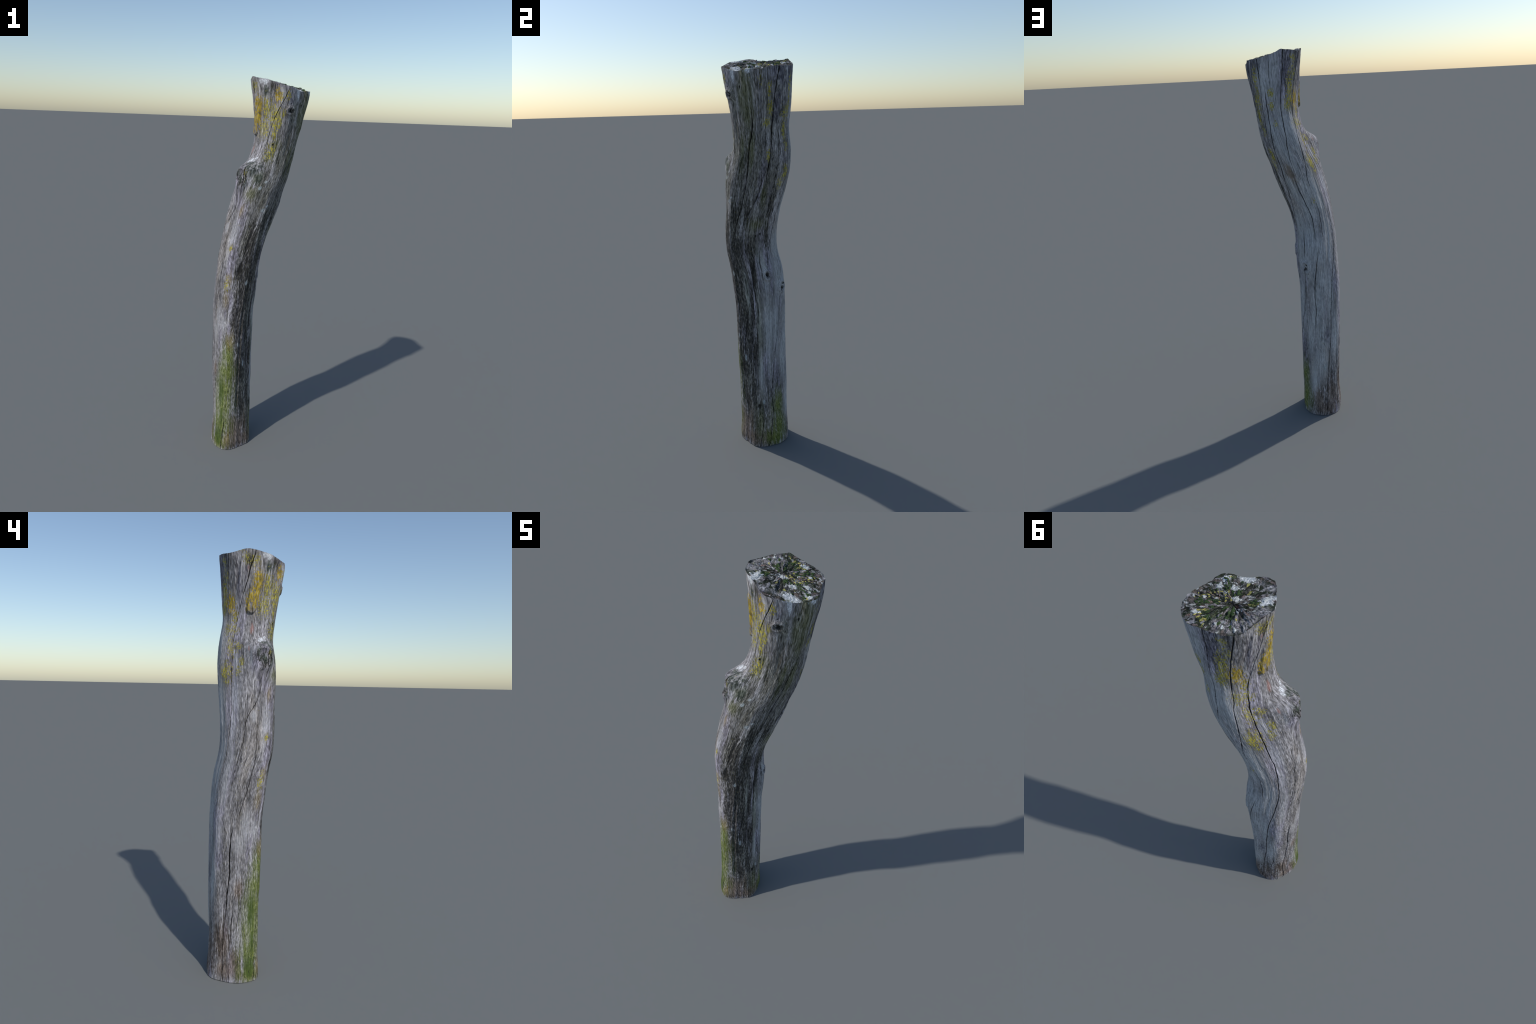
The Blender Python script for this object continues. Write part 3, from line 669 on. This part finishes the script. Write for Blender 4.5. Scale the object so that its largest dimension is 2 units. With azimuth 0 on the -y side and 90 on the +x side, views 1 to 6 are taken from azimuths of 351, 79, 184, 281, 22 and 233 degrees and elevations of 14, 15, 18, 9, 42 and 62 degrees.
# sawn top: rings from the rim to the middle, with rays, pits and lumps
N_R = 110
top_rim = PX[:, -1, :]
cxy = np.array(axis_at(1.967))
rho = np.linspace(1, 0, N_R + 1)[:-1]
px = cxy[0] + (top_rim[:, None, 0] - cxy[0]) * rho
py = cxy[1] + (top_rim[:, None, 1] - cxy[1]) * rho
pz = rim_height(th[:, None], rho[None, :])
pz += (top_rim[:, 2] - rim_height(th))[:, None] * rho**4 + 0.0035 * (1 - rho[None, :] ** 3)
ang = np.arctan2(py - PITH[1], px - PITH[0])
rad = np.hypot(px - PITH[0], py - PITH[1])


def ray_noise(n, m, seed):
    g = np.random.default_rng(seed).uniform(-1, 1, (n, m + 2))
    a = (ang % (2 * pi)) / (2 * pi) * n
    b = np.clip(rad / 0.19, 0, 1) * m
    ia, ib = a.astype(int) % n, b.astype(int)
    fa, fb = a - np.floor(a), b - np.floor(b)
    fa, fb = fa * fa * (3 - 2 * fa), fb * fb * (3 - 2 * fb)
    ja = (ia + 1) % n
    return (g[ia, ib] * (1 - fa) + g[ja, ib] * fa) * (1 - fb) + (g[ia, ib + 1] * (1 - fa) + g[ja, ib + 1] * fa) * fb


rough = 0.0022 * ray_noise(40, 9, 21) + 0.0022 * ray_noise(90, 16, 22) + 0.0012 * ray_noise(170, 40, 23) - 0.008 * np.clip(ray_noise(34, 3, 24) - 0.3, 0, 1) / 0.7
rough -= 0.006 * np.exp(-((wrap(ang - radians(157)) * rad / 0.004) ** 2)) * smooth(rad, 0.01, 0.03)
rough -= 0.004 * np.exp(-((px - 0.046) ** 2 + (py - 0.009) ** 2) / 0.010**2)
pz = np.minimum(pz + rough * smooth(1 - rho, 0.0, 0.05)[None, :], 1.9995)
TOPV = np.stack([px, py, pz], -1)
flatv = np.concatenate([TOPV.reshape(-1, 3), [[cxy[0], cxy[1], float(pz[:, -1].mean())]]])
ii, jj = np.meshgrid(np.arange(N_TH), np.arange(N_R - 1), indexing="ij")
i2 = (ii + 1) % N_TH
quads = np.stack([ii * N_R + jj, i2 * N_R + jj, i2 * N_R + jj + 1, ii * N_R + jj + 1], -1).reshape(-1, 4)
tris = np.concatenate([quads[:, [0, 1, 2]], quads[:, [0, 2, 3]], np.stack([np.arange(N_TH) * N_R + N_R - 1, (np.arange(N_TH) + 1) % N_TH * N_R + N_R - 1, np.full(N_TH, N_TH * N_R)], -1)])
cut = add_object("cut_end", mesh_from("cut_end", flatv, tris, END), post)

# underside
base_ring = PX[:, 0, :]
bv = np.concatenate([base_ring, [[*axis_at(0.0), 0.0]]])
bf = np.stack([(np.arange(N_TH) + 1) % N_TH, np.arange(N_TH), np.full(N_TH, N_TH)], -1)
add_object("base_end", mesh_from("base_end", bv, bf, UNDER, False), post)


# ------------------------------------------------------------------ crusts, chips and moss cushions lying on the top
def top_height(x, y):
    i = np.argmin((TOPV[..., 0] - x) ** 2 + (TOPV[..., 1] - y) ** 2)
    return TOPV.reshape(-1, 3)[i, 2]


def cushion(x, y, size, tall, stretch, seed):
    """An irregular flat-topped lump, drawn out along the wood ray it lies on."""
    R = np.random.default_rng(seed)
    n, rings = 15, (1.0, 0.86, 0.55, 0.0)
    lift = (-0.002, tall * 0.7, tall, tall * 0.9)
    a0 = np.arange(n) * 2 * pi / n
    out = 1 + 0.22 * np.cos(2 * a0 + R.uniform(0, 6)) + 0.18 * np.cos(3 * a0 + R.uniform(0, 6)) + R.normal(0, 0.13, n)
    ray = math.atan2(y - PITH[1], x - PITH[0]) + R.normal(0, 0.25)
    v = []
    zc = top_height(x, y)
    for q, l in zip(rings[:-1], lift[:-1]):
        u = q * out * size * stretch * np.cos(a0)
        w = q * out * size / stretch * np.sin(a0)
        X = x + u * math.cos(ray) - w * math.sin(ray)
        Y = y + u * math.sin(ray) + w * math.cos(ray)
        Zs = np.array([top_height(s, t) for s, t in zip(X, Y)]) * 0.5 + zc * 0.5 + l + R.normal(0, 0.12 * tall, n)
        v.append(np.stack([X, Y, np.minimum(Zs, 1.9998)], -1))
    v = np.concatenate(v + [[[x, y, min(zc + lift[-1], 1.9998)]]])
    f = []
    for k in range(2):
        for s in range(n):
            a, b = k * n + s, k * n + (s + 1) % n
            f += [(a, b, b + n), (a, b + n, a + n)]
    for s in range(n):
        f.append((2 * n + s, 2 * n + (s + 1) % n, 3 * n))
    return v, np.array(f)


def scatter(name, count, size, tall, stretch, material, centres, spread, seed):
    R = np.random.default_rng(seed)
    vs, fs, off, made, tries = [], [], 0, 0, 0
    while made < count and tries < count * 20:
        tries += 1
        c = centres[R.integers(len(centres))] if centres and R.random() < spread else None
        if c is not None:
            x, y = R.normal(c[0], c[2] * 0.6), R.normal(c[1], c[3] * 0.6)
        else:
            x, y = R.uniform(-0.08, 0.23), R.uniform(-0.15, 0.16)
        a, d = math.atan2(y - cxy[1], x - cxy[0]), math.hypot(x - cxy[0], y - cxy[1])
        i = int(round((a % (2 * pi)) / (2 * pi) * N_TH)) % N_TH
        s = R.uniform(*size)
        if d + s * 3.0 > math.hypot(top_rim[i, 0] - cxy[0], top_rim[i, 1] - cxy[1]):
            continue
        v, f = cushion(x, y, s, R.uniform(*tall), R.uniform(*stretch), int(R.integers(1 << 30)))
        vs.append(v)
        fs.append(f + off)
        off += len(v)
        made += 1
    ob = add_object(name, mesh_from(name, np.concatenate(vs), np.concatenate(fs), material), cut)
    ob["kind"] = "stuff"


PALE = crust("pale_crust_lichen", (0.26, 0.28, 0.27), (0.70, 0.73, 0.74), 420.0)
CHIP = crust("grey_wood_chip", (0.075, 0.070, 0.070), (0.33, 0.31, 0.33), 300.0)
RUST = crust("brown_wood_chip", (0.055, 0.040, 0.035), (0.27, 0.20, 0.185), 300.0)
MOSS = crust("dark_moss", (0.012, 0.026, 0.010), (0.075, 0.120, 0.045), 520.0)
GOLD = crust("yellow_crust_lichen", (0.22, 0.20, 0.05), (0.58, 0.55, 0.17), 420.0)
scatter("wood_chip", 40, (0.003, 0.007), (0.001, 0.003), (1.3, 2.3), CHIP, TOP_PATCHES["grey"], 0.45, 31)
scatter("bark_chip", 22, (0.003, 0.006), (0.001, 0.003), (1.3, 2.3), RUST, [(0.14, 0.03, 0.05, 0.03)], 0.4, 32)
scatter("moss_cushion", 55, (0.003, 0.008), (0.001, 0.0035), (1.0, 1.8), MOSS, TOP_PATCHES["green"], 0.75, 33)
scatter("crust_lichen", 45, (0.003, 0.008), (0.001, 0.003), (1.0, 1.6), PALE, TOP_PATCHES["white"], 0.7, 34)
scatter("yellow_lichen", 40, (0.0018, 0.0045), (0.001, 0.002), (1.0, 1.8), GOLD, [(0.074, 0.11, 0.04, 0.03), (0.178, 0.042, 0.04, 0.04), (0.12, 0.004, 0.03, 0.02)], 0.7, 35)
